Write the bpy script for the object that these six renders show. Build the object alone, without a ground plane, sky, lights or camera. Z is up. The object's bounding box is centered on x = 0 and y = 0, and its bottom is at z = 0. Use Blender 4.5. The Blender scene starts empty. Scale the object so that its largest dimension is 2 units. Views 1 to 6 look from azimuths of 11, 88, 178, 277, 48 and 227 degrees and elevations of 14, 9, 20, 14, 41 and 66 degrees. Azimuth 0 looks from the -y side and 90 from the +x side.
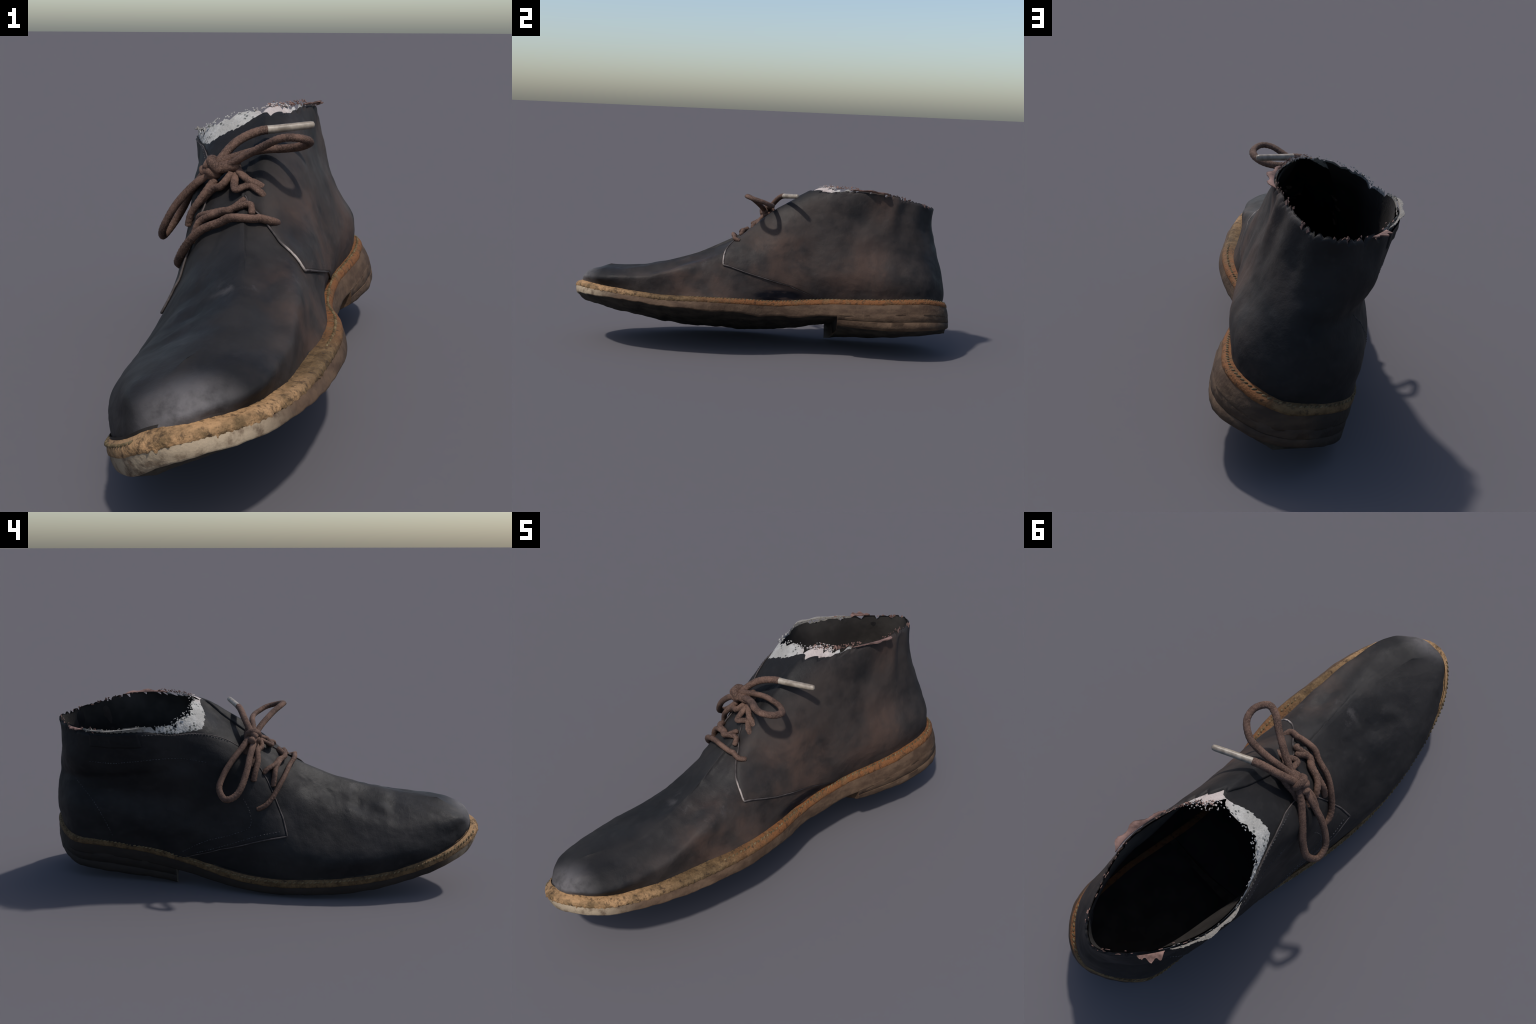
import bpy, bmesh, math, random
import numpy as np
from mathutils import Vector, noise

random.seed(7)
rng = np.random.default_rng(7)

# =====================================================================
#  SHAPE OF THE LAST: rings of control points from the sole seam up to
#  the collar.  13 stations per side, toe (first) to heel (last); front
#  stations of the top ring lie on the instep ridge and are shared.
# =====================================================================
RINGS_RIGHT = {
 "feather":  [(-.02,-.972,.293),(.061,-.950,.312),(.165,-.845,.312),(.217,-.675,.299),(.235,-.50,.285),(.262,-.30,.288),(.256,-.12,.284),(.215,.08,.272),(.205,.29,.286),(.225,.46,.294),(.246,.651,.304),(.225,.855,.308),(.08,.966,.262)],
 "lower":    [(-.022,-.965,.330),(.087,-.944,.357),(.190,-.826,.371),(.218,-.622,.384),(.212,-.436,.428),(.202,-.236,.441),(.214,-.041,.427),(.212,.160,.420),(.230,.365,.428),(.242,.515,.430),(.245,.678,.422),(.198,.862,.413),(.050,.978,.335)],
 "middle":   [(-.030,-.937,.362),(.078,-.897,.397),(.152,-.750,.408),(.152,-.527,.424),(.114,-.307,.490),(.112,-.107,.572),(.156,.067,.586),(.168,.250,.577),(.184,.440,.569),(.178,.572,.565),(.166,.709,.555),(.116,.853,.540),(-.003,.942,.528)],
 "shoulder": [(-.014,-.878,.393),(.059,-.798,.416),(.095,-.624,.431),(.066,-.387,.484),(.024,-.133,.586),(.031,.069,.740),(.092,.204,.750),(.116,.355,.732),(.122,.516,.706),(.128,.635,.703),(.108,.742,.687),(.058,.854,.669),(-.037,.909,.670)],
 "top":      [(.020,-.815,.418),(.034,-.735,.421),(.048,-.570,.438),(.026,-.335,.504),(-.028,-.035,.652),(-.027,.262,.852),(.052,.371,.866),(.089,.48,.864),(.106,.599,.857),(.087,.697,.839),(.060,.778,.816),(.019,.868,.790),(-.064,.918,.769)],
}
RINGS_LEFT = {
 "feather":  [None,(-.087,-.937,.249),(-.156,-.843,.198),(-.206,-.69,.142),(-.243,-.50,.101),(-.259,-.30,.080),(-.250,-.10,.070),(-.227,.085,.088),(-.199,.283,.139),(-.180,.46,.176),(-.160,.65,.195),(-.118,.862,.210),None],
 "lower":    [None,(-.091,-.924,.300),(-.154,-.825,.270),(-.223,-.676,.232),(-.263,-.478,.208),(-.278,-.276,.202),(-.258,-.055,.230),(-.235,.134,.256),(-.230,.331,.294),(-.219,.501,.318),(-.193,.684,.342),(-.138,.868,.350),None],
 "middle":   [None,(-.095,-.888,.353),(-.144,-.765,.336),(-.178,-.597,.322),(-.182,-.389,.325),(-.194,-.179,.378),(-.226,.024,.420),(-.228,.199,.437),(-.220,.382,.453),(-.198,.538,.465),(-.172,.707,.476),(-.118,.862,.493),None],
 "shoulder": [None,(-.051,-.788,.392),(-.072,-.631,.386),(-.078,-.443,.397),(-.082,-.215,.490),(-.118,-.006,.628),(-.212,.132,.645),(-.240,.281,.620),(-.272,.43,.602),(-.258,.573,.600),(-.220,.722,.595),(-.155,.858,.607),None],
 "top":      [None,None,None,None,None,None,(-.182,.288,.818),(-.258,.367,.772),(-.302,.48,.770),(-.296,.605,.755),(-.250,.721,.747),(-.165,.843,.751),None],
}
LEVELS = ["feather", "lower", "middle", "shoulder", "top"]
NL = 24                      # stations around the whole loop
THROAT = 5.0                 # last station whose top lies on the ridge

def close_ring(name):
    r = RINGS_RIGHT[name]; l = RINGS_LEFT[name]
    left = [l[k] if l[k] is not None else r[k] for k in range(13)]
    return np.array(list(r) + [left[k] for k in range(11, 0, -1)], float)

RING = np.array([close_ring(n) for n in LEVELS])      # 5 x 24 x 3

def cr_weights(t):
    return np.stack([-.5*t + t*t - .5*t**3, 1 - 2.5*t*t + 1.5*t**3,
                     .5*t + 2*t*t - 1.5*t**3, -.5*t*t + .5*t**3], -1)

def loop_eval(ctrl, u):
    """periodic Catmull-Rom through ctrl (24 x d) at loop coordinate u"""
    ctrl = np.asarray(ctrl, float)
    u = np.asarray(u, float) % NL
    i = np.floor(u).astype(int); w = cr_weights(u - i)
    out = 0
    for a in range(4):
        c = ctrl[(i - 1 + a) % NL]
        out = out + (w[..., a, None] * c if ctrl.ndim == 2 else w[..., a] * c)
    return out

def station(u):
    """distance from the toe centre in stations (0..12), same on both sides"""
    u = np.asarray(u, float) % NL
    return np.minimum(u, NL - u)

def surface(u, v):
    """point of the upper; u = loop coordinate 0..24, v = 0 (sole) .. 4 (top)"""
    u = np.asarray(u, float); v = np.asarray(v, float)
    u, v = np.broadcast_arrays(u, v)
    L = [loop_eval(RING[j], u) for j in range(5)]
    m = -u
    front = station(u) <= THROAT
    L[4] = np.where(front[..., None], .5*(L[4] + loop_eval(RING[4], m)), L[4])
    w = np.clip(THROAT + 1 - station(u), 0, 1)[..., None]
    ext = w*loop_eval(RING[3], m) + (1 - w)*(2*L[4] - L[3])
    seq = np.stack([2*L[0] - L[1]] + L + [ext], 0)
    vi = np.clip(np.floor(v).astype(int), 0, 3); wt = cr_weights(v - vi)
    out = 0
    for a in range(4):
        out = out + wt[..., a, None]*np.take_along_axis(seq, (vi + a)[None, ..., None].repeat(3, -1), 0)[0]
    return out

def surface_normal(u, v, e=.02):
    u = np.asarray(u, float); v = np.asarray(v, float)
    du = surface(u + e, v) - surface(u - e, v)
    dv = surface(u, np.minimum(v + e, 4)) - surface(u, np.maximum(v - e, 0))
    n = np.cross(du, dv)
    return n/np.maximum(np.linalg.norm(n, axis=-1, keepdims=True), 1e-9)
#--SURFACE-END--

SOLE_UP = np.array([-.33, 0, .944])        # the shoe lies rolled to its left
SOLE_RIGHT = np.array([.944, 0, .33])

def both(right, left):
    return np.array(list(right) + [left[k] for k in range(11, 0, -1)], float)

WELT_WIDTH = both([.026,.030,.034,.040,.046,.040,.028,.020,.022,.026,.028,.024,.026],
                  [.026,.016,.009,.006,.007,.008,.008,.008,.008,.007,.006,.010,.026])
SOLE_OUT   = both([.014,.030,.038,.050,.058,.042,.024,.014,.024,.034,.038,.032,.032],
                  [.014,.010,.006,.006,.009,.011,.011,.008,.004,.008,.008,.014,.032])
SOLE_DROP  = both([.064,.052,.048,.050,.052,.058,.068,.074,.080,.083,.080,.080,.078],
                  [.064,.068,.060,.058,.061,.060,.060,.066,.078,.080,.077,.076,.078])
HEEL_DROP  = both([0]*8 + [.104,.134,.154,.154,.132],
                  [0]*8 + [.146,.170,.175,.154,.132])
HEEL_OUT   = both([0]*8 + [.016,.020,.028,.028,.034],
                  [0]*8 + [.0,.010,.016,.026,.036])

def sole_frame(u):
    f = loop_eval(RING[0], u)
    t = loop_eval(RING[0], u + .05) - loop_eval(RING[0], u - .05)
    o = np.cross(t, SOLE_UP); o /= np.linalg.norm(o, axis=-1, keepdims=True)
    return f, o

def sole_point(u, out, drop):
    f, o = sole_frame(u)
    out = np.asarray(out, float); drop = np.asarray(drop, float)
    return f + o*out[..., None] - SOLE_UP*drop[..., None]

# =====================================================================
#  helpers
# =====================================================================
ROOT = bpy.data.objects.new("ankle_boot", None)
bpy.context.scene.collection.objects.link(ROOT)
ROOT["label"] = "worn dark leather lace-up ankle boot, tan welt, lace sock remnant"
ROOT["category"] = "boot"

def add_mesh(name, verts, faces, mat, parent=None, smooth=True, merge=1e-5, angle=None):
    me = bpy.data.meshes.new(name)
    me.from_pydata([tuple(map(float, p)) for p in verts], [], [tuple(map(int, f)) for f in faces])
    if merge:
        bm = bmesh.new(); bm.from_mesh(me)
        bmesh.ops.remove_doubles(bm, verts=bm.verts, dist=merge)
        bmesh.ops.dissolve_degenerate(bm, edges=bm.edges, dist=1e-6)
        bm.to_mesh(me); bm.free()
    ob = bpy.data.objects.new(name, me)
    bpy.context.scene.collection.objects.link(ob)
    ob.parent = parent or ROOT
    if mat: me.materials.append(mat)
    me.polygons.foreach_set("use_smooth", [smooth]*len(me.polygons))
    if angle is not None:
        me.set_sharp_from_angle(angle=math.radians(angle))
    me.update()
    return ob

def grid_faces(nu, nv, wrap=False, flip=False):
    f = []
    for i in range(nu if wrap else nu - 1):
        for j in range(nv - 1):
            a = i*nv + j; b = ((i + 1) % nu)*nv + j
            q = (a, b, b + 1, a + 1)
            f.append(q[::-1] if flip else q)
    return f

def fbm(p, scale, octaves=3, seed=0):
    return noise.fractal(Vector((p[0]*scale + seed*17.3, p[1]*scale - seed*5.1, p[2]*scale + seed*9.7)), 1.0, 2.0, octaves)

# =====================================================================
#  materials (node based, on Object coordinates; all parts share origin)
# =====================================================================
class Nodes:
    def __init__(self, name, rough=.6, spec=.4):
        self.mat = bpy.data.materials.new(name); self.mat.use_nodes = True
        self.t = self.mat.node_tree
        self.bsdf = self.t.nodes["Principled BSDF"]
        self.bsdf.inputs["Roughness"].default_value = rough
        self.bsdf.inputs["Specular IOR Level"].default_value = spec
        self.co = self.t.nodes.new("ShaderNodeTexCoord").outputs["Object"]
    def link(self, a, b): self.t.links.new(a, b)
    def noise(self, scale, detail=4, rough=.55, stretch=None, shift=0., distort=0.):
        n = self.t.nodes.new("ShaderNodeTexNoise")
        n.inputs["Scale"].default_value = scale; n.inputs["Detail"].default_value = detail
        n.inputs["Roughness"].default_value = rough; n.inputs["Distortion"].default_value = distort
        m = self.t.nodes.new("ShaderNodeMapping")
        m.inputs["Location"].default_value = (shift, shift*.7, -shift)
        if stretch: m.inputs["Scale"].default_value = stretch
        self.link(self.co, m.inputs["Vector"]); self.link(m.outputs["Vector"], n.inputs["Vector"])
        return n.outputs["Fac"]
    def voronoi(self, scale, feature="F1"):
        n = self.t.nodes.new("ShaderNodeTexVoronoi"); n.feature = feature
        n.inputs["Scale"].default_value = scale; self.link(self.co, n.inputs["Vector"])
        return n.outputs["Distance"]
    def ramp(self, fac, lo, hi, a=0., b=1.):
        n = self.t.nodes.new("ShaderNodeMapRange"); n.interpolation_type = "SMOOTHSTEP"
        n.inputs["From Min"].default_value = lo; n.inputs["From Max"].default_value = hi
        n.inputs["To Min"].default_value = a; n.inputs["To Max"].default_value = b
        self.link(fac, n.inputs["Value"]); return n.outputs["Result"]
    def math(self, op, a, b):
        n = self.t.nodes.new("ShaderNodeMath"); n.operation = op
        for k, x in enumerate((a, b)):
            if isinstance(x, (int, float)): n.inputs[k].default_value = x
            else: self.link(x, n.inputs[k])
        return n.outputs[0]
    def ball(self, centre, r0, r1, scale=(1, 1, 1)):
        """soft mask: 1 inside r0 of centre, 0 beyond r1"""
        m = self.t.nodes.new("ShaderNodeMapping"); m.vector_type = "POINT"
        m.inputs["Scale"].default_value = scale
        m.inputs["Location"].default_value = tuple(-c*k for c, k in zip(centre, scale))
        self.link(self.co, m.inputs["Vector"])
        n = self.t.nodes.new("ShaderNodeVectorMath"); n.operation = "LENGTH"
        self.link(m.outputs["Vector"], n.inputs[0])
        return self.ramp(n.outputs["Value"], r0, r1, 1., 0.)
    def axis(self, k, lo, hi):
        n = self.t.nodes.new("ShaderNodeSeparateXYZ"); self.link(self.co, n.inputs[0])
        return self.ramp(n.outputs[k], lo, hi)
    def mix(self, fac, a, b):
        n = self.t.nodes.new("ShaderNodeMix"); n.data_type = "RGBA"
        for sock, x in ((n.inputs[0], fac), (n.inputs[6], a), (n.inputs[7], b)):
            if isinstance(x, tuple): sock.default_value = (*x, 1)
            elif isinstance(x, (int, float)): sock.default_value = x
            else: self.link(x, sock)
        return n.outputs[2]
    def colour(self, c): self.link(c, self.bsdf.inputs["Base Color"])
    def bump(self, h, strength=.3, dist=.01):
        n = self.t.nodes.new("ShaderNodeBump"); n.inputs["Strength"].default_value = strength
        n.inputs["Distance"].default_value = dist
        self.link(h, n.inputs["Height"]); self.link(n.outputs["Normal"], self.bsdf.inputs["Normal"])
        return n

def leather(name, pale=0.):
    n = Nodes(name, .60, .14)
    big = n.ramp(n.noise(3.2, 5, .6, shift=1.3), .38, .66)
    c = n.mix(big, (.0100, .0095, .0100), (.0190, .0174, .0172))  # base darkened toward the shade baked into the scan's left side
    # brown patches and a lighter grey-brown wash on the right side
    brown = n.ramp(n.noise(5.5, 4, .6, shift=4.1, distort=.4), .30, .66)
    zone = n.math("MAXIMUM", n.ball((.23, -.34, .33), .10, .25), n.ball((.20, .06, .47), .08, .32))
    zone = n.math("MAXIMUM", zone, n.ball((.24, .50, .40), .08, .32))
    zone = n.math("MAXIMUM", zone, n.ball((.16, .62, .78), .03, .14))
    wash = n.ramp(n.noise(4, 5, .65, shift=11), .30, .62)
    side = n.math("MULTIPLY", n.math("MAXIMUM", n.axis(0, .12, .20), n.math("MULTIPLY", n.axis(0, .02, .10), n.axis(2, .50, .62))), wash)
    c = n.mix(n.math("MULTIPLY", side, .8), c, (.046, .036, .0315))
    c = n.mix(n.math("MULTIPLY", n.math("MULTIPLY", brown, zone), .85), c, (.074, .046, .035))
    # dry grey scuffs on the vamp
    dry = n.ramp(n.noise(9, 6, .7, shift=7.7), .56, .74)
    dz = n.math("MAXIMUM", n.ball((.09, -.36, .46), .03, .17), n.ball((.05, -.20, .54), .02, .12))
    c = n.mix(n.math("MULTIPLY", dry, dz), c, (.075, .068, .068))
    # pale blotchy front of the toe
    toe = n.math("MULTIPLY", n.ball((.07, -.985, .32), .04, .18), n.ramp(n.noise(9, 5, .65, shift=5.2), .15, .60))
    c = n.mix(n.math("MULTIPLY", toe, .8), c, (.15, .138, .138))
    # fine grain and dust specks
    speck = n.ramp(n.noise(150, 3, .6), .66, .80)
    c = n.mix(n.math("MULTIPLY", speck, .35), c, (.07, .065, .06))
    rub = n.ramp(n.noise(26, 6, .7, stretch=(1, .55, 1), shift=6), .50, .72)
    c = n.mix(n.math("MULTIPLY", rub, .22), c, (.036, .033, .033))
    # dark wet-looking smear beside the waist
    smear = n.math("MULTIPLY", n.ball((.235, .09, .308), .045, .070, (1, .42, 1.7)), n.ramp(n.noise(14, 4, .6, stretch=(1, .4, 1.5)), .35, .5))
    c = n.mix(smear, c, (.006, .006, .009))
    if pale: c = n.mix(pale, c, (.30, .27, .25))
    n.colour(c)
    r = n.ramp(n.noise(7, 4, .6, shift=9), .3, .7, .52, .70); n.link(r, n.bsdf.inputs["Roughness"])
    h = n.math("ADD", n.math("MULTIPLY", n.noise(220, 2, .5), .25), n.noise(40, 4, .6))
    n.bump(h, .34, .005)
    return n.mat

def edge_leather():
    n = Nodes("worn_cut_edge", .75, .25)
    w = n.ramp(n.noise(30, 3, .6), .35, .65)
    c = n.mix(w, (.034, .028, .027), (.075, .062, .058))
    c = n.mix(n.math("MULTIPLY", n.ball((.168, -.20, .495), .022, .060), n.ramp(n.noise(45, 3, .6, shift=3), .3, .55)), c, (.33, .28, .25))
    n.colour(c); n.bump(n.noise(90), .4, .004); return n.mat

def lace_mat():
    n = Nodes("brown_lace", .8, .2)
    w = n.ramp(n.noise(22, 4, .6), .33, .68)
    c = n.mix(w, (.045, .026, .019), (.115, .066, .047))
    fib = n.ramp(n.noise(260, 2, .5), .4, .7)
    c = n.mix(n.math("MULTIPLY", fib, .5), c, (.17, .105, .08))
    n.colour(c); n.bump(n.noise(300, 2), .5, .003); return n.mat

def aglet_mat():
    n = Nodes("aglet_plastic", .45, .5)
    c = n.mix(n.ramp(n.noise(40, 3), .3, .7), (.15, .12, .09), (.29, .245, .195)); n.colour(c); return n.mat

def welt_mat():
    n = Nodes("welt_leather", .82, .2)
    w = n.ramp(n.noise(26, 5, .65, shift=.4), .32, .70)
    c = n.mix(w, (.068, .041, .019), (.140, .088, .042))
    # frayed golden front on the right
    fz = n.ball((.10, -.92, .30), .14, .46)
    c = n.mix(n.math("MULTIPLY", fz, n.ramp(n.noise(18, 5, .65, shift=3), .30, .58)), c, (.33, .195, .095))
    oz = n.math("MULTIPLY", n.axis(0, .08, .18), n.axis(1, -.45, -.10))
    c = n.mix(n.math("MULTIPLY", oz, n.ramp(n.noise(20, 4, .6, shift=5), .25, .55)), c, (.155, .062, .022))
    dirt = n.ramp(n.noise(60, 4, .65, shift=8), .52, .66)
    c = n.mix(n.math("MULTIPLY", dirt, .7), c, (.030, .019, .012))
    n.colour(c); n.bump(n.noise(110, 4), .7, .006); return n.mat

def sole_mat():
    n = Nodes("sole_edge_leather", .8, .25)
    w = n.ramp(n.noise(12, 5, .6, stretch=(1, 1, 2.5)), .32, .68)
    c = n.mix(w, (.050, .028, .016), (.096, .058, .034))
    fz = n.ball((.05, -.97, .25), .10, .32)
    c = n.mix(n.math("MULTIPLY", fz, n.ramp(n.noise(22, 5, .65, shift=2), .25, .55)), c, (.30, .235, .16))
    # near-black colour on the outer (left) side and round the back
    left = n.ramp(n.math("ADD", n.math("MULTIPLY", n.noise(9, 4), .12), n.math("MULTIPLY", n.axis(0, -.10, .20), 1.)), .10, .75, 1., 0.)
    left = n.math("MULTIPLY", n.math("MAXIMUM", left, n.math("MULTIPLY", n.axis(1, .88, 1.0), .6)), n.axis(1, -.92, -.78))
    c = n.mix(n.math("MULTIPLY", left, .88), c, (.016, .0135, .012))
    n.colour(c); n.bump(n.noise(70, 4), .5, .005); return n.mat

def under_mat():
    n = Nodes("worn_outsole_rubber", .9, .2)
    c = n.mix(n.ramp(n.noise(10, 5, .65), .35, .65), (.018, .016, .013), (.048, .040, .031))
    n.colour(c); n.bump(n.noise(60, 4), .5, .006); return n.mat

def stitch_mat(name, a, b):
    n = Nodes(name, .8, .2); n.colour(n.mix(n.ramp(n.noise(35, 3), .35, .65), a, b)); return n.mat

def sock_mat():
    n = Nodes("lace_knit_sock", .95, .1)
    c = n.mix(n.ramp(n.noise(14, 4, .6), .35, .7), (.27, .26, .24), (.42, .405, .385))
    flower = n.voronoi(15)                     # groups of holes arranged in rounds
    ring = n.math("MULTIPLY", n.ramp(flower, .12, .20), n.ramp(flower, .44, .54, 1., 0.))
    dots = n.ramp(n.voronoi(62), .25, .42, 1., 0.)
    c = n.mix(n.math("MULTIPLY", n.math("MULTIPLY", ring, dots), .95), c, (.05, .055, .05))
    tint = n.math("MULTIPLY", n.ball((.02, .30, .84), .03, .10), .5)
    c = n.mix(tint, c, (.46, .36, .335))
    dirty = n.math("MULTIPLY", n.axis(1, .36, .50), .8)
    c = n.mix(dirty, c, (.17, .15, .125))
    n.colour(c); n.bump(n.noise(120, 3), .8, .006)
    n.bsdf.inputs["Sheen Weight"].default_value = .2
    return n.mat

def skin_mat():
    n = Nodes("torn_pink_lining", .75, .25)
    c = n.mix(n.ramp(n.noise(16, 4, .6), .35, .65), (.055, .029, .023), (.23, .135, .11)); n.colour(c)
    return n.mat

def lining_mat():
    n = Nodes("dark_lining", .75, .2)
    c = n.mix(n.ramp(n.noise(5, 4, .6), .35, .65), (.016, .014, .013), (.034, .030, .027)); n.colour(c)
    n.bump(n.noise(80, 4), .3, .004); return n.mat

LEATHER = leather("dark_leather")
CUT_EDGE = edge_leather()
LACE = lace_mat(); AGLET = aglet_mat()
WELT = welt_mat(); SOLE = sole_mat(); UNDER = under_mat()
THREAD_TAN = stitch_mat("tan_thread", (.065, .045, .022), (.15, .11, .058))
THREAD_DARK = stitch_mat("dark_thread", (.022, .021, .023), (.055, .053, .055))
SOCK = sock_mat(); SKIN = skin_mat(); LINING = lining_mat()

# =====================================================================
#  skin(): the lofted surface with creases, folds and lumps
# =====================================================================
def sm(x, a, b):
    t = np.clip((x - a)/(b - a), 0, 1); return t*t*(3 - 2*t)

def relief(P, u, v):
    x, y, z = P[..., 0], P[..., 1], P[..., 2]
    flat = P.reshape(-1, 3)
    a = np.array([fbm(p, 5, 3, 1) for p in flat]).reshape(x.shape)
    b = np.array([fbm(p, 16, 3, 2) for p in flat]).reshape(x.shape)
    d = .0052*a + .0020*b
    top = sm(v, 1.2, 2.4)
    # flexing creases across the vamp
    for y0, amp, w, slope in ((-.60, .007, .036, .25), (-.495, .0045, .030, -.15), (-.435, .003, .022, .35),
                              (-.345, .0055, .030, .1), (-.25, .003, .022, -.2)):
        q = (y - y0 - slope*(x - .05) + .045*a)/w
        d = d + (-amp*np.exp(-q*q) + .55*amp*np.exp(-(q - 1.6)**2))*(.65 + .9*b)*top*sm(z, .30, .40)
    # upright folds at the back of the ankle, right side
    st = station(u); right = (u % NL) < 12
    f = np.sin((st - 8.2)*5.2 + v*.9)*sm(v, 2.0, 3.0)*sm(st, 8.4, 9.2)*(1 - sm(st, 11.2, 11.9))
    d = d + np.where(right, .006*f, .003*f)
    # slanting fold from heel to throat on the left
    q = (v - (2.95 - .22*(st - 7)))/.16
    d = d + np.where(~right, -.005*np.exp(-q*q)*sm(st, 6.4, 7.5), 0)
    # pinched toe corner on the left
    q = (st - .75)/.22
    d = d + np.where(~right, -.002*np.exp(-q*q)*(1 - sm(v, .5, 1.3)), 0)
    return d*sm(4.6 - v, 0, .8)*(1 - .75*sm(v, 3.7, 4)*sm(st, 5, 6))

def skin(u, v, off=0.):
    u, v = np.broadcast_arrays(np.asarray(u, float), np.asarray(v, float))
    P = surface(u, v); N = surface_normal(u, v)
    # on the ridge both sides must agree
    return P + N*(relief(P, u, v) + off)[..., None], N

# torn top edge: random teeth, shared by all layers
TEETH_N = 24*12
teeth_tab = rng.random(TEETH_N)**6
def torn(u):
    x = (np.asarray(u, float) % NL)/NL*TEETH_N
    i = np.floor(x).astype(int); f = x - i
    t = teeth_tab[i % TEETH_N]*(1 - f) + teeth_tab[(i + 1) % TEETH_N]*f
    st = station(u)
    return t*.19*sm(st, 4.7, 5.3)

def stretch_top(v, vtop, v0=3.3):
    return np.where(v > v0, v0 + (v - v0)*(vtop - v0)/(4 - v0), v)

# ---------------------------------------------------------------------
#  base layer: vamp, tongue and the sock cuff showing above the tongue
# ---------------------------------------------------------------------
US = np.arange(0, NL, 1/24); VS = np.r_[np.linspace(0, 3.3, 61), np.linspace(3.3, 4, 25)[1:]]
uu, vv = np.meshgrid(US, VS, indexing="ij")
def sock_line(u):
    """v above which the sock shows"""
    st = station(u); right = (np.asarray(u) % NL) < 12
    l = np.interp(st, [4.97, 5.05, 5.3, 5.7, 6.1, 6.6, 7.3, 8.4, 10.2, 10.6], [4.1, 3.86, 3.68, 3.64, 3.60, 3.68, 3.82, 3.88, 3.92, 4.1])
    r = np.interp(st, [4.97, 5.05, 5.17, 5.46, 6.2, 6.7, 6.9], [4.1, 3.80, 3.62, 3.68, 3.88, 3.94, 4.1])
    return np.where(right, r, l)
SPLIT = 12                                        # rows above the split belong to the sock
vtop_ = 4 - torn(uu)
sl_ = np.minimum(np.clip(sock_line(uu) + .012*np.sin(uu*31) + .01*np.sin(uu*77), 3.4, 3.99), vtop_ - .004)
row = np.arange(len(VS)) - 60
f1 = np.clip(row/SPLIT, 0, 1); f2 = np.clip((row - SPLIT)/(len(VS) - 61 - SPLIT), 0, 1)
v2 = np.where(row[None] <= 0, vv, np.where(row[None] <= SPLIT, 3.3 + (sl_ - 3.3)*f1[None], sl_ + (vtop_ - sl_)*f2[None]))
BP, BN = skin(uu, v2, -.006)
nu, nv = len(US), len(VS)
# weld the ridge: average both sides where the top lies on it
for q in range(nu):
    m = (-q) % nu
    if station(US[q]) <= THROAT + 1e-6 and q <= m:
        mid = .5*(BP[q, -1] + BP[m, -1]); BP[q, -1] = mid; BP[m, -1] = mid
bm = bmesh.new()
layer = bm.faces.layers.int.new("region")
mark = bm.verts.layers.int.new("ridge")
vid = [[bm.verts.new(BP[i, j]) for j in range(nv)] for i in range(nu)]
for i in range(nu):
    for j in range(nv):
        s_ = station(US[i])
        if s_ < 4.6 and VS[j] > (2.6 if s_ < 1.5 else 3.25): vid[i][j][mark] = 1
hole = lambda p: fbm(p, 38, 2, 5)
for i in range(nu):
    for j in range(nv - 1):
        k = (i + 1) % nu
        uc = US[i] + .5/24; vc = VS[j]
        st = station(uc); left = (uc % NL) > 12
        reg = 0
        if j >= 60 + SPLIT and sock_line(uc) < 4.0: reg = 2
        elif left and 3.2 < st < 6.6 and vc > 2.0: reg = 1
        elif (not left) and 3.6 < st < 6.6 and vc > 3.2: reg = 1
        p = BP[i, j]
        if reg == 2:
            # the knit is torn into holes towards its top edge
            dens = sm(np.array((j - 60 - SPLIT)/(nv - 61 - SPLIT)), .35, 1.)*(.42 if 4.6 < st < 6.3 else .10)
            if hole(p) > .80 - 1.15*float(dens): continue
        f = [vid[i][j], vid[k][j], vid[k][j + 1], vid[i][j + 1]]
        try: bm.faces.new(f)[layer] = reg
        except ValueError: pass
bmesh.ops.remove_doubles(bm, verts=bm.verts, dist=1e-5)
bmesh.ops.delete(bm, geom=[v for v in bm.verts if not v.link_faces], context="VERTS")
ridge = [v for v in bm.verts if v[mark] == 1 and not v.is_boundary]
for _ in range(24):
    bmesh.ops.smooth_vert(bm, verts=ridge, factor=.5, use_axis_x=True, use_axis_y=True, use_axis_z=True)
pole = [v for v in bm.verts if (v.co - Vector((.02, -.815, .418))).length < .075 and not v.is_boundary]
for _ in range(40):
    bmesh.ops.smooth_vert(bm, verts=pole, factor=.5, use_axis_x=True, use_axis_y=True, use_axis_z=True)
bm.normal_update()
def split_region(name, reg, mat):
    faces = [f for f in bm.faces if f[layer] == reg]
    ids = {}; co = []; no = []; fl = []
    for f in faces:
        r = []
        for v in f.verts:
            if v not in ids: ids[v] = len(co); co.append(v.co.copy()); no.append(v.normal.copy())
            r.append(ids[v])
        fl.append(r)
    ob = add_mesh(name, co, fl, mat, merge=0)
    ob.data.normals_split_custom_set_from_vertices([tuple(n) for n in no])
    return ob
split_region("vamp", 0, LEATHER)
split_region("tongue", 1, LEATHER)
split_region("sock_cuff", 2, SOCK)
bm.free()

# lining: inner wall, a little inside the outer layer, closed to its top edge
LU = np.arange(5.3, NL - 5.29, 1/12); LV = np.linspace(0, 4, 33)
lu, lv = np.meshgrid(LU, LV, indexing="ij")
lv2 = stretch_top(lv, 3.96 - torn(lu))
LP = surface(lu, lv2) - surface_normal(lu, lv2)*.0105
add_mesh("lining", LP.reshape(-1, 3), grid_faces(len(LU), len(LV), False, True), LINING)

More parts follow.
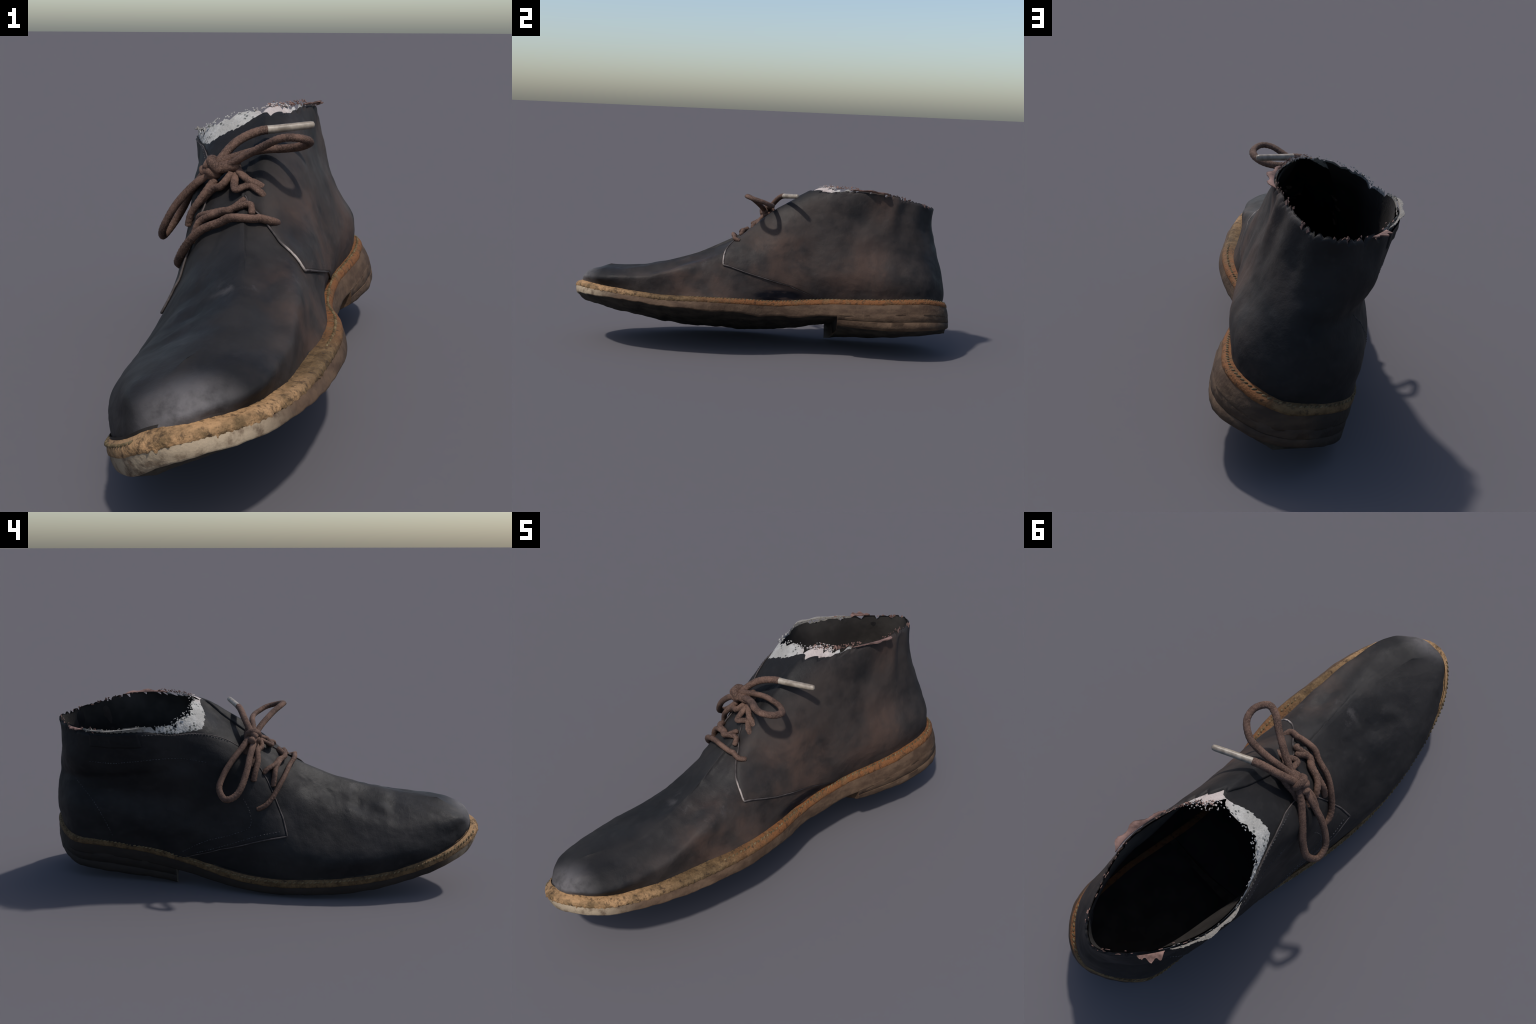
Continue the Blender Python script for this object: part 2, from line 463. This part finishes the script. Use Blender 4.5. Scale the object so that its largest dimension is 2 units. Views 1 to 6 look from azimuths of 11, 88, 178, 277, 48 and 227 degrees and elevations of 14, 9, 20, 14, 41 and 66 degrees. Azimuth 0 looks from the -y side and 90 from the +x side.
# ---------------------------------------------------------------------
#  quarters: leather flaps lying over the vamp, meeting at the heel
# ---------------------------------------------------------------------
def front_right(v):
    return np.interp(v, [0, .17, .40, .63, .87, 1.0, 1.13, 1.85, 2.5, 3.0, 3.4, 3.75, 4.0],
                        [8.05, 7.80, 7.42, 7.0, 6.15, 5.58, 5.04, 4.62, 4.34, 4.10, 3.94, 3.89, 3.86])
def front_left(v):
    return np.interp(v, [0, .07, .40, .70, 1.17, 1.45, 1.87, 2.2, 2.5, 2.8, 3.08, 3.30, 3.53, 3.73, 3.86, 4.0],
                        [15.75, 15.88, 16.40, 16.88, 17.96, 18.62, 18.71, 18.75, 18.79, 18.80, 18.70, 18.42, 18.04, 17.5, 16.9, 16.2])
def top_right(u):
    return np.interp(station(u), [3.6, 4.6, 4.9, 5.17, 5.46, 6.2, 6.8, 12], [4.0, 4.0, 3.84, 3.62, 3.73, 3.90, 3.97, 4.0]) - torn(u)
def top_left(u):
    return np.interp(station(u), [5.0, 7.0, 8.4, 10.2, 10.7, 12], [3.86, 3.86, 3.88, 3.90, 3.99, 4.0]) - torn(u)*sm(station(u), 9.5, 10.5)

THICK = .0018
def quarter(name, front, topf, corner, endu):
    V_ = np.unique(np.round(np.r_[np.linspace(0, corner, 24), np.linspace(corner, 4, 60)], 5))
    S_ = np.r_[0, .004, .010, np.linspace(.02, 1, 120)]
    s, v = np.meshgrid(S_, V_, indexing="ij")
    u = front(v)*(1 - s) + endu*s
    vt = stretch_top(v, topf(u), 2.6)
    off = np.full_like(u, THICK)
    off[0] = -.010; off[1] = -.002; off[2] = THICK - .001
    # worn roll along the top edge
    off[:, -1] = -.008; off[:, -2] = np.minimum(off[:, -2], -.001)
    Q, _ = skin(u, vt, 0.)
    N = surface_normal(u, vt)
    Q = Q + N*off[..., None]
    fl = grid_faces(len(S_), len(V_), False, endu < front(np.array(2.)))
    ob = add_mesh(name, Q.reshape(-1, 3), fl, LEATHER, merge=1e-6)
    return ob
quarter("quarter", front_right, top_right, 1.13, 12.0)
quarter("quarter", front_left, top_left, 1.45, 12.0)

# ---------------------------------------------------------------------
#  tubes: laces, cut edges, threads
# ---------------------------------------------------------------------
def spline(pts, n):
    p = np.array(pts, float); p = np.vstack([2*p[0] - p[1], p, 2*p[-1] - p[-2]])
    m = len(p) - 3; t = np.linspace(0, m - 1e-9, n); i = np.floor(t).astype(int); w = cr_weights(t - i)
    return sum(w[:, a, None]*p[i + a] for a in range(4))

def tube(name, path, radius, mat, sides=10, flat=1., parent=None, twist=0., braid=0., up=None, merge=0):
    path = np.array(path, float); n = len(path)
    radius = np.broadcast_to(np.asarray(radius, float), (n,))
    T = np.gradient(path, axis=0); T /= np.linalg.norm(T, axis=1)[:, None]
    ref = np.array([0, 0, 1.]) if up is None else up
    a = np.cross(T[0], ref); a /= max(np.linalg.norm(a), 1e-6)
    vs = []; L = np.r_[0, np.cumsum(np.linalg.norm(np.diff(path, axis=0), axis=1))]
    for k in range(n):
        a = a - T[k]*(a @ T[k]); a /= np.linalg.norm(a); b = np.cross(T[k], a)
        for q in range(sides):
            t = 2*math.pi*q/sides
            r = radius[k]*(1 + braid*math.sin(L[k]*420 + 2*t)*.5 + braid*math.sin(L[k]*420 - 2*t)*.5)
            vs.append(path[k] + r*(a*math.cos(t + twist) + flat*b*math.sin(t + twist)))
    fs = []
    for k in range(n - 1):
        for q in range(sides):
            x = k*sides + q; y = k*sides + (q + 1) % sides
            fs.append((x, y, y + sides, x + sides))
    c0 = len(vs); vs.append(path[0] - T[0]*radius[0]*.5); vs.append(path[-1] + T[-1]*radius[-1]*.5)
    for q in range(sides):
        fs.append((c0, (q + 1) % sides, q)); e = (n - 1)*sides
        fs.append((c0 + 1, e + q, e + (q + 1) % sides))
    return add_mesh(name, vs, fs, mat, parent, merge=merge)

def on_skin(uvs, off, n=40):
    """smooth path over the boot through (u, v) waypoints"""
    P, N = skin([a for a, _ in uvs], [b for _, b in uvs], 0.)
    off = np.broadcast_to(np.asarray(off, float), (len(uvs),))
    p = spline(P + N*off[:, None], n)
    for _ in range(25): p[1:-1] = .5*p[1:-1] + .25*(p[:-2] + p[2:])
    return p

# pale cut edges of the two flaps
for front, topf, corner, v0, v1, sgn in ((front_right, top_right, 1.13, .05, 3.7, 1), (front_left, top_left, 1.45, .05, 3.84, -1)):
    v = np.r_[np.linspace(v0, corner, 40)[:-1], np.linspace(corner, v1, 90)]
    u = front(v)
    P, N = skin(u + .012*sgn, stretch_top(v, topf(u), 2.6), THICK - .003)
    tube("cut_edge", P, np.interp(v, [0, .6, corner, 2.2, 3.7], [.0015, .0022, .0042, .0034, .0022]), CUT_EDGE, 6)

# ---------------------------------------------------------------------
#  laces
# ---------------------------------------------------------------------
LR = .0145
bow = bpy.data.objects.new("lace_bow", None); bpy.context.scene.collection.objects.link(bow); bow.parent = ROOT
KNOT = np.array([-.122, .010, .706])
def rad(n, a, b, r=LR): return np.linspace(a, b, n)*r
tube("lace_loop", spline([(-.112,.006,.700),(-.070,-.002,.718),(-.020,-.022,.746),(.052,-.062,.786),(.098,-.092,.808),(.140,-.098,.812),(.170,-.060,.801),(.166,-.016,.788),(.136,.014,.773),(.090,.032,.764),(.015,.032,.757),(-.060,.018,.736),(-.112,.010,.716)], 150), LR, LACE, 12, .8, bow, braid=.06)
tube("lace_loop", spline([(-.122,.016,.706),(-.150,.036,.688),(-.176,.054,.662),(-.220,.094,.610),(-.254,.126,.554),(-.286,.138,.504),(-.312,.110,.466),(-.310,.070,.476),(-.292,.042,.512),(-.250,.022,.578),(-.200,.014,.634),(-.150,.006,.676),(-.122,.006,.700)], 150), LR, LACE, 12, .85, bow, braid=.06)
tail = spline([(-.115,.018,.716),(-.066,.056,.774),(-.004,.084,.806),(.058,.112,.814),(.157,.160,.824)], 90)
tube("lace_end", tail[:56], LR*1.05, LACE, 12, .9, bow, braid=.06)
tube("aglet", tail[54:], np.interp(np.arange(36), [0, 2, 33, 35], [1., .95, .86, .7])*LR*.95, AGLET, 12, 1., bow)
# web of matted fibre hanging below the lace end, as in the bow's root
tube("lace_end", on_skin([(19.04,3.10),(18.79,2.83),(18.54,2.63),(18.40,2.48)], [.026,.020,.017,.008], 50), rad(50, 1, .9), LACE, 10, .85, bow, braid=.06)
# the knot: two wraps and a core
def wrap_path(c, ax, r1, r2, turns, n, squash):
    ax = np.array(ax)/np.linalg.norm(ax); a = np.cross(ax, (0, 0, 1)); a /= np.linalg.norm(a); b = np.cross(ax, a)
    t = np.linspace(0, 2*math.pi*turns, n)
    return c + a*(r1*np.cos(t))[:, None] + b*(r2*np.sin(t))[:, None] + ax*(squash*(t/(2*math.pi*turns) - .5))[:, None]
tube("lace_knot", wrap_path(KNOT, (.75, -.15, .55), .021, .021, 1.15, 50, .028), LR*1.1, LACE, 12, 1, bow, braid=.05)
tube("lace_knot", wrap_path(KNOT + [-.006, -.004, -.006], (.2, -.8, .5), .014, .018, 1., 40, .02), LR*1.05, LACE, 12, 1, bow, braid=.05)
tube("lace_knot", spline([(-.160,.014,.690),(-.125,.002,.700),(-.085,.000,.708),(-.050,.004,.716)], 30), LR*1.25, LACE, 12, 1, bow, braid=.05)

laces = bpy.data.objects.new("lacing", None); bpy.context.scene.collection.objects.link(laces); laces.parent = ROOT
STRAPS = [   # waypoints on the boot (u, v), height above the leather
 ([(18.20,1.93),(18.40,2.03),(18.60,2.17),(18.88,2.38),(19.36,2.75),(20.05,3.40),(20.35,3.8),(3.98,2.88),(4.20,2.64),(4.52,2.28),(4.76,2.12)], [-.004,.010,.013,.015,.015,.014,.016,.014,.013,.010,-.004], .95),
 ([(18.85,2.44),(19.00,2.60),(19.17,2.77),(19.71,3.23),(20.17,3.70),(3.86,3.45),(4.02,3.03)], [-.004,.008,.012,.012,.013,.013,.002], .9),
 ([(18.80,2.64),(18.95,2.72),(19.25,2.87),(19.80,3.33),(20.19,3.72),(3.84,3.72)], [-.002,.008,.012,.012,.012,.0], .9),
 ([(19.60,3.60),(20.02,3.86),(3.96,3.80),(4.20,3.32),(4.46,2.85),(4.58,2.68)], [.018,.018,.012,.009,.008,-.006], .85),
 ([(19.42,3.52),(19.80,3.86),(4.12,3.55),(4.40,3.10),(4.62,2.78)], [.020,.022,.014,.008,-.006], .85),
 ([(18.55,2.74),(18.78,2.86),(19.05,3.04),(19.29,3.18),(19.60,3.52)], [-.004,.011,.015,.020,.028], 1.),
 ([(18.62,2.95),(18.85,3.10),(19.10,3.26),(19.40,3.50)], [-.004,.012,.018,.034], 1.),
]
for way, lift, k in STRAPS:
    tube("lace_strap", on_skin(way, lift, 16*len(way)), LR*k, LACE, 10, .8, laces, braid=.06)

# ---------------------------------------------------------------------
#  seams of thread
# ---------------------------------------------------------------------
def bead(c, t, n, ln, w, h):
    """one stitch: a small rounded grain lying along t on a surface with normal n"""
    b = np.cross(n, t); out = []; fs = []
    prof = [(-1, .0), (-.7, .75), (0, 1), (.7, .75), (1, .0)]
    for x, s in prof:
        for k in range(5):
            a = math.pi*k/4
            out.append(c + t*x*ln*.5 + b*math.cos(a)*w*.5*max(s, .15) + n*(math.sin(a)*h*max(s, .1)))
    for i in range(4):
        for k in range(4):
            q = i*5 + k; fs.append((q, q + 1, q + 6, q + 5))
    return out, fs

def stitches(name, P, N, spacing, ln, w, h, mat, angle=0., jitter=.15):
    L = np.r_[0, np.cumsum(np.linalg.norm(np.diff(P, axis=0), axis=1))]
    at = np.arange(spacing*.5, L[-1], spacing); vs = []; fs = []
    for s in at:
        s += rng.normal()*spacing*jitter*.5
        c = np.array([np.interp(s, L, P[:, k]) for k in range(3)])
        n = np.array([np.interp(s, L, N[:, k]) for k in range(3)]); n /= np.linalg.norm(n)
        e = np.array([np.interp(min(s + .004, L[-1]), L, P[:, k]) - np.interp(max(s - .004, 0), L, P[:, k]) for k in range(3)])
        e -= n*(e @ n); e /= np.linalg.norm(e); b = np.cross(n, e)
        a = angle + rng.normal()*.12; t = e*math.cos(a) + b*math.sin(a)
        o, f = bead(c, t, n, ln*(1 + rng.normal()*.1), w, h)
        fs += [tuple(q + len(vs) for q in x) for x in f]; vs += o
    ob = add_mesh(name, vs, fs, mat, merge=0); ob["kind"] = "stuff"; return ob

def seam(uvs, n=120, off=THICK):
    u = np.interp(np.linspace(0, 1, n), np.linspace(0, 1, len(uvs)), [a for a, _ in uvs])
    p = spline(np.array([(a, b, 0) for a, b in uvs]), n)
    return skin(p[:, 0], p[:, 1], off)
for uvs in ([(13.21,2.07),(13.58,1.67),(13.88,1.17),(14.00,.67),(14.04,.27)],
            [(13.92,3.00),(14.83,3.00),(15.88,3.13),(16.71,3.07),(17.42,2.87)],
            [(15.96,3.78),(16.67,3.77),(17.40,3.62),(17.96,3.42),(18.38,3.18)],
            [(17.96,2.13),(17.98,1.83),(17.82,1.47),(17.29,1.20),(16.62,.87),(15.80,.22)],
            [(18.50,1.52),(17.85,1.25),(17.0,.84),(16.2,.35)]):
    P_, N_ = seam(uvs)
    stitches("upper_stitching", P_, N_, .0135, .0085, .0042, .0026, THREAD_DARK)

# raised maker's tab on the left collar, with worn unreadable letters
def tab():
    a = np.linspace(0, 1, 46); b = np.linspace(0, 1, 14)
    A, B_ = np.meshgrid(a, b, indexing="ij")
    u = 14.0 + 1.88*A; v = 3.47 - .03*A + (.385 + .02*A)*B_
    edge = np.minimum(np.minimum(A, 1 - A)*1.88*.16, np.minimum(B_*.4, (1 - B_)*.4 + .1)*.15*1.0)
    corner = np.hypot(np.maximum(0, A - .93)/.07, np.maximum(0, .25 - B_)/.25)
    h = THICK + .0055*sm(edge, 0, .010)*(1 - sm(corner, .6, 1.1)) - .004*(1 - sm(edge, 0, .004))
    lv_ = sm(np.sin((A - .12)*2*math.pi*9.5) + .45*np.sin(A*71 + B_*9), .35, .9)*sm(B_, .28, .36)*(1 - sm(B_, .66, .74))*sm(A, .14, .18)*(1 - sm(A, .84, .9))
    P_, N_ = skin(u, stretch_top(v, 3.97, 3.8), 0.)
    add_mesh("maker_tab", (P_ + N_*(h + .0022*lv_)[..., None]).reshape(-1, 3), grid_faces(46, 14), LEATHER)
tab()

# ---------------------------------------------------------------------
#  torn rim: pink shreds, rolled-out lip, loose knit
# ---------------------------------------------------------------------
def shard(vs, fs, c, e1, e2, size, thick, nrm):
    k = len(vs); m = random.choice((3, 3, 4))
    ang = [2*math.pi*(q + random.uniform(-.3, .3))/m for q in range(m)]
    rr = [size*random.uniform(.5, 1.1) for _ in ang]
    ring = [c + e1*r*math.cos(a) + e2*r*math.sin(a) for a, r in zip(ang, rr)]
    vs += [p + nrm*thick for p in ring] + [p - nrm*thick for p in ring]
    fs.append(tuple(k + q for q in range(m))); fs.append(tuple(k + m + q for q in reversed(range(m))))
    for q in range(m): fs.append((k + q, k + m + q, k + m + (q + 1) % m, k + (q + 1) % m))

def shreds(name, mat, n, urange, vrange, lift, size, skew=1.):
    vs, fs = [], []
    for _ in range(n):
        u = random.uniform(*urange); t = random.random()**skew
        P = surface(u, 4.0); N = surface_normal(u, 3.98)
        up = P - surface(u, 3.9); up = up/np.linalg.norm(up)
        e1 = np.cross(N, up)
        c = P + up*(vrange[0] + (vrange[1] - vrange[0])*t) + N*(random.uniform(-.006, .004) + lift*t)
        s = size*random.uniform(.5, 1.2)*(1 - .45*t)
        shard(vs, fs, c, e1, up, s, .0009, N)
    ob = add_mesh(name, vs, fs, mat, smooth=False, merge=0); ob["kind"] = "stuff"
shreds("sock_shreds", SOCK, 60, (5.08, 6.0), (-.008, .030), -.01, .0075, 1.5)
shreds("sock_shreds", SOCK, 40, (17.2, 18.92), (-.008, .014), -.006, .0075, 1.6)
shreds("sock_shreds", SOCK, 26, (13.8, 17.2), (-.010, .004), -.006, .0090)
shreds("pink_shreds", SKIN, 70, (5.3, 7.0), (-.004, .018), .0, .0070)
shreds("pink_shreds", SKIN, 22, (8.0, 12.4), (-.014, .003), -.010, .0140)
shreds("pink_shreds", SKIN, 12, (12.0, 14.4), (-.014, .003), -.012, .0150)

def rim_lip(name, u0, u1, n, reach, rise, mat):
    a = np.linspace(0, 1, n); b = np.linspace(0, 1, 6); A, B_ = np.meshgrid(a, b, indexing="ij")
    u = u0 + (u1 - u0)*A
    P = surface(u, 3.97); N = surface_normal(u, 3.9)
    up = surface(u, 4.0) - surface(u, 3.9); up /= np.linalg.norm(up, axis=-1, keepdims=True)
    w = np.sin(math.pi*np.clip(A*.94 + .04, 0, 1))**.7*(.75 + .25*np.sin(A*17))
    w = w*np.interp(A, [0, .75, .9, 1], [.5, 1, 1, .35]) + rng.normal(size=A.shape)*.03*(B_ > .9)
    C = P + N*(reach*w*B_**1.2 + .002)[..., None] + up*(rise*w*np.sin(B_*2.2) + .002)[..., None]
    D = C - up*.004 - N*.001
    nn = n*6; f = grid_faces(n, 6); vs = np.concatenate([C.reshape(-1, 3), D.reshape(-1, 3)])
    fs = f + [tuple(q + nn for q in x[::-1]) for x in f]
    for i in range(n - 1): fs.append((i*6 + 5, (i + 1)*6 + 5, (i + 1)*6 + 5 + nn, i*6 + 5 + nn)[::-1])
    add_mesh(name, vs, fs, mat, merge=0)
rim_lip("rim_lip", 6.7, 8.55, 60, .034, .010, SKIN)
rim_lip("rim_lip", 13.15, 13.75, 24, .040, .002, SKIN)
rim_lip("sock_lip", 13.9, 16.1, 70, .020, .006, SOCK)

# =====================================================================
#  sole: welt, outsole, heel
# =====================================================================
us = np.arange(0, NL, 1/40)
wl = lambda tab: loop_eval(tab, us)
z = np.zeros_like(us)
def wob(P, scale, amp, seed):
    return np.array([fbm(p, scale, 3, seed) for p in P.reshape(-1, 3)]).reshape(P.shape[:-1])*amp
st_ = station(us); right_ = us < 12
fray = np.where(right_, 1 - sm(st_, 3.5, 6), .25*(1 - sm(st_, .5, 1.5)))     # frayed front on the right
ww = wl(WELT_WIDTH)
prof = [(-.030, -.014), (-.006, -.013), (ww*.25, -.009), (ww*.55, -.007), (ww*.8, -.003), (ww - .001, .003), (ww + .001, .010), (ww + .001, .018), (ww - .003, .023)]
rings = []
for k, (o, d) in enumerate(prof):
    p = sole_point(us, z + o, z + d)
    jag = wob(p, 95, 1, 20 + k)*.0042*fray + wob(p, 12, 1, 30)*.0020
    if k > 0: p = sole_point(us, z + o + jag, z + d + jag*.8)
    rings.append(p)
V = np.stack(rings, 1)
add_mesh("welt", V.reshape(-1, 3), grid_faces(len(us), V.shape[1], True, True), WELT)

uf = np.linspace(0, NL, 1600)
wf = loop_eval(WELT_WIDTH, uf)
SP = sole_point(uf, wf*.55, np.full_like(uf, -.0060)); SN = np.broadcast_to(SOLE_UP, SP.shape)
for a, b in ((4.6, 12.0), (12.0, 23.6)):
    m = (uf >= a) & (uf <= b)
    _, oo = sole_frame(uf[m])
    stitches("welt_stitching", SP[m], SN[m]*.8 + oo*.6, .0185, .0165, .0075, .0052, THREAD_TAN, .45)

# outsole
edge_drop = wl(SOLE_DROP); edge_out = wl(SOLE_OUT)
e0 = sole_point(us, edge_out, edge_drop)
rough_e = wob(e0, 7, 1, 41)*.009 + wob(e0, 26, 1, 42)*.0022
edge = sole_point(us, edge_out + rough_e*.4, edge_drop - rough_e*(1 - .8*sm(st_, 7.6, 8.4)))
lowz = edge[:, 2] < .004
topedge = sole_point(us, ww - .001, z + .019)
sv = []
for t in (0, .12, .35, .6, .82, .94, 1):
    bulge = .003*math.sin(math.pi*t)
    sv.append(topedge*(1 - t) + edge*t + sole_frame(us)[1]*(bulge - .006*max(0, t - .94)/.06))
V = np.stack(sv, 1)
nr = V.shape[1]
side_v = V.reshape(-1, 3); side_f = grid_faces(len(us), nr, True, True)
add_mesh("outsole_edge", side_v, side_f, SOLE)
half = len(us)//2; M = 25
rim_e = V[:, -1]; bv = []; bf = []
for q in range(half + 1):
    a, b = rim_e[q], rim_e[(-q) % len(us)]
    wd = min(1, np.linalg.norm(a - b)/.3)
    for s in np.linspace(0, 1, M):
        p = a*(1 - s) + b*s
        d = .016*math.sin(math.pi*s**1.4)*wd + (.004*fbm(p, 14, 3, 50) + .002*fbm(p, 40, 2, 51))*math.sin(math.pi*s)
        bv.append(p - SOLE_UP*d)
for q in range(half):
    if us[q] > 8.75: break                      # the heel covers the rest
    for s in range(M - 1):
        a = q*M + s; bf.append((a, a + M, a + M + 1, a + 1))
add_mesh("outsole", bv, bf, UNDER)
# inside: footbed a few millimetres above the outsole and the heel
ho_ = wl(HEEL_OUT); hd_ = wl(HEEL_DROP); back = st_ > 8.6
fl_e = sole_point(us, np.where(back, ho_ - .020, edge_out - .016), np.where(back, hd_ - .010, edge_drop - .008))
iv = []; fi = []
for q in range(half + 1):
    a, b = fl_e[q], fl_e[(-q) % len(us)]
    for s in np.linspace(0, 1, 9): iv.append(a*(1 - s) + b*s - SOLE_UP*.012*math.sin(math.pi*s)*min(1, np.linalg.norm(a - b)/.3))
for q in range(half):
    for s in range(8):
        a = q*9 + s; fi.append((a, a + 1, a + 10, a + 9))
add_mesh("footbed", iv, fi, LINING)
fw = np.stack([sole_point(us, z - .008, z - .02), sole_point(us, z - .006, z + .01), fl_e], 1)
add_mesh("footbed_wall", fw.reshape(-1, 3), grid_faces(len(us), 3, True), LINING)

# heel: stacked lifts; sides, worn rounded bottom edge, breast
uh = np.linspace(8.58, 24 - 8.45, 121)
hl = lambda tab: loop_eval(tab, uh)
so, sd, ho, hd = hl(SOLE_OUT), hl(SOLE_DROP), hl(HEEL_OUT), hl(HEEL_DROP)
rows = []
for t, inset in ((0, .003), (.04, 0), (.46, .0), (.49, .0035), (.52, .0), (.80, .0), (.92, .004), (1.0, .014)):
    d = (sd - .012)*(1 - t) + hd*t; o = so*(1 - t) + ho*t - inset
    p = sole_point(uh, o, d); j = wob(p, 16, 1, 60)*.004
    rows.append(sole_point(uh, o + j, d + (j*.6 if t > .6 else 0)))
V = np.stack(rows, 1); n = len(uh); R = V.shape[1]
hv = list(V.reshape(-1, 3)); hf = grid_faces(n, R, False, True)
C = 15
def across(a, b, d):
    return [a*(1 - s) + b*s - SOLE_UP*(d*math.sin(math.pi*s) + .003*fbm(a*(1 - s) + b*s, 18, 2, 70)*math.sin(math.pi*s)) for s in np.linspace(0, 1, C)]
base = len(hv)                                   # breast wall, slightly concave
for r in range(R):
    a, b = V[0, r], V[n - 1, r]
    row = across(a, b, .020*r/(R - 1))
    hv += [p + np.array([0, .022, 0])*math.sin(math.pi*s/(C - 1)) for s, p in enumerate(row)]
for r in range(R - 1):
    for s in range(C - 1):
        a = base + r*C + s; hf.append((a, a + C, a + C + 1, a + 1))
add_mesh("heel", hv, hf, SOLE, merge=2e-4, angle=60)
hv = []; hf = []                                 # top piece under the heel
hn = n//2
for q in range(hn + 1):
    row = across(V[q, -1], V[n - 1 - q, -1], .020)
    if q == 0: row = [p + np.array([0, .022, 0])*math.sin(math.pi*s/(C - 1)) for s, p in enumerate(row)]
    hv += row
for q in range(hn):
    for s in range(C - 1):
        a = q*C + s; hf.append((a, a + C, a + C + 1, a + 1))
add_mesh("heel_top_piece", hv, hf, UNDER)
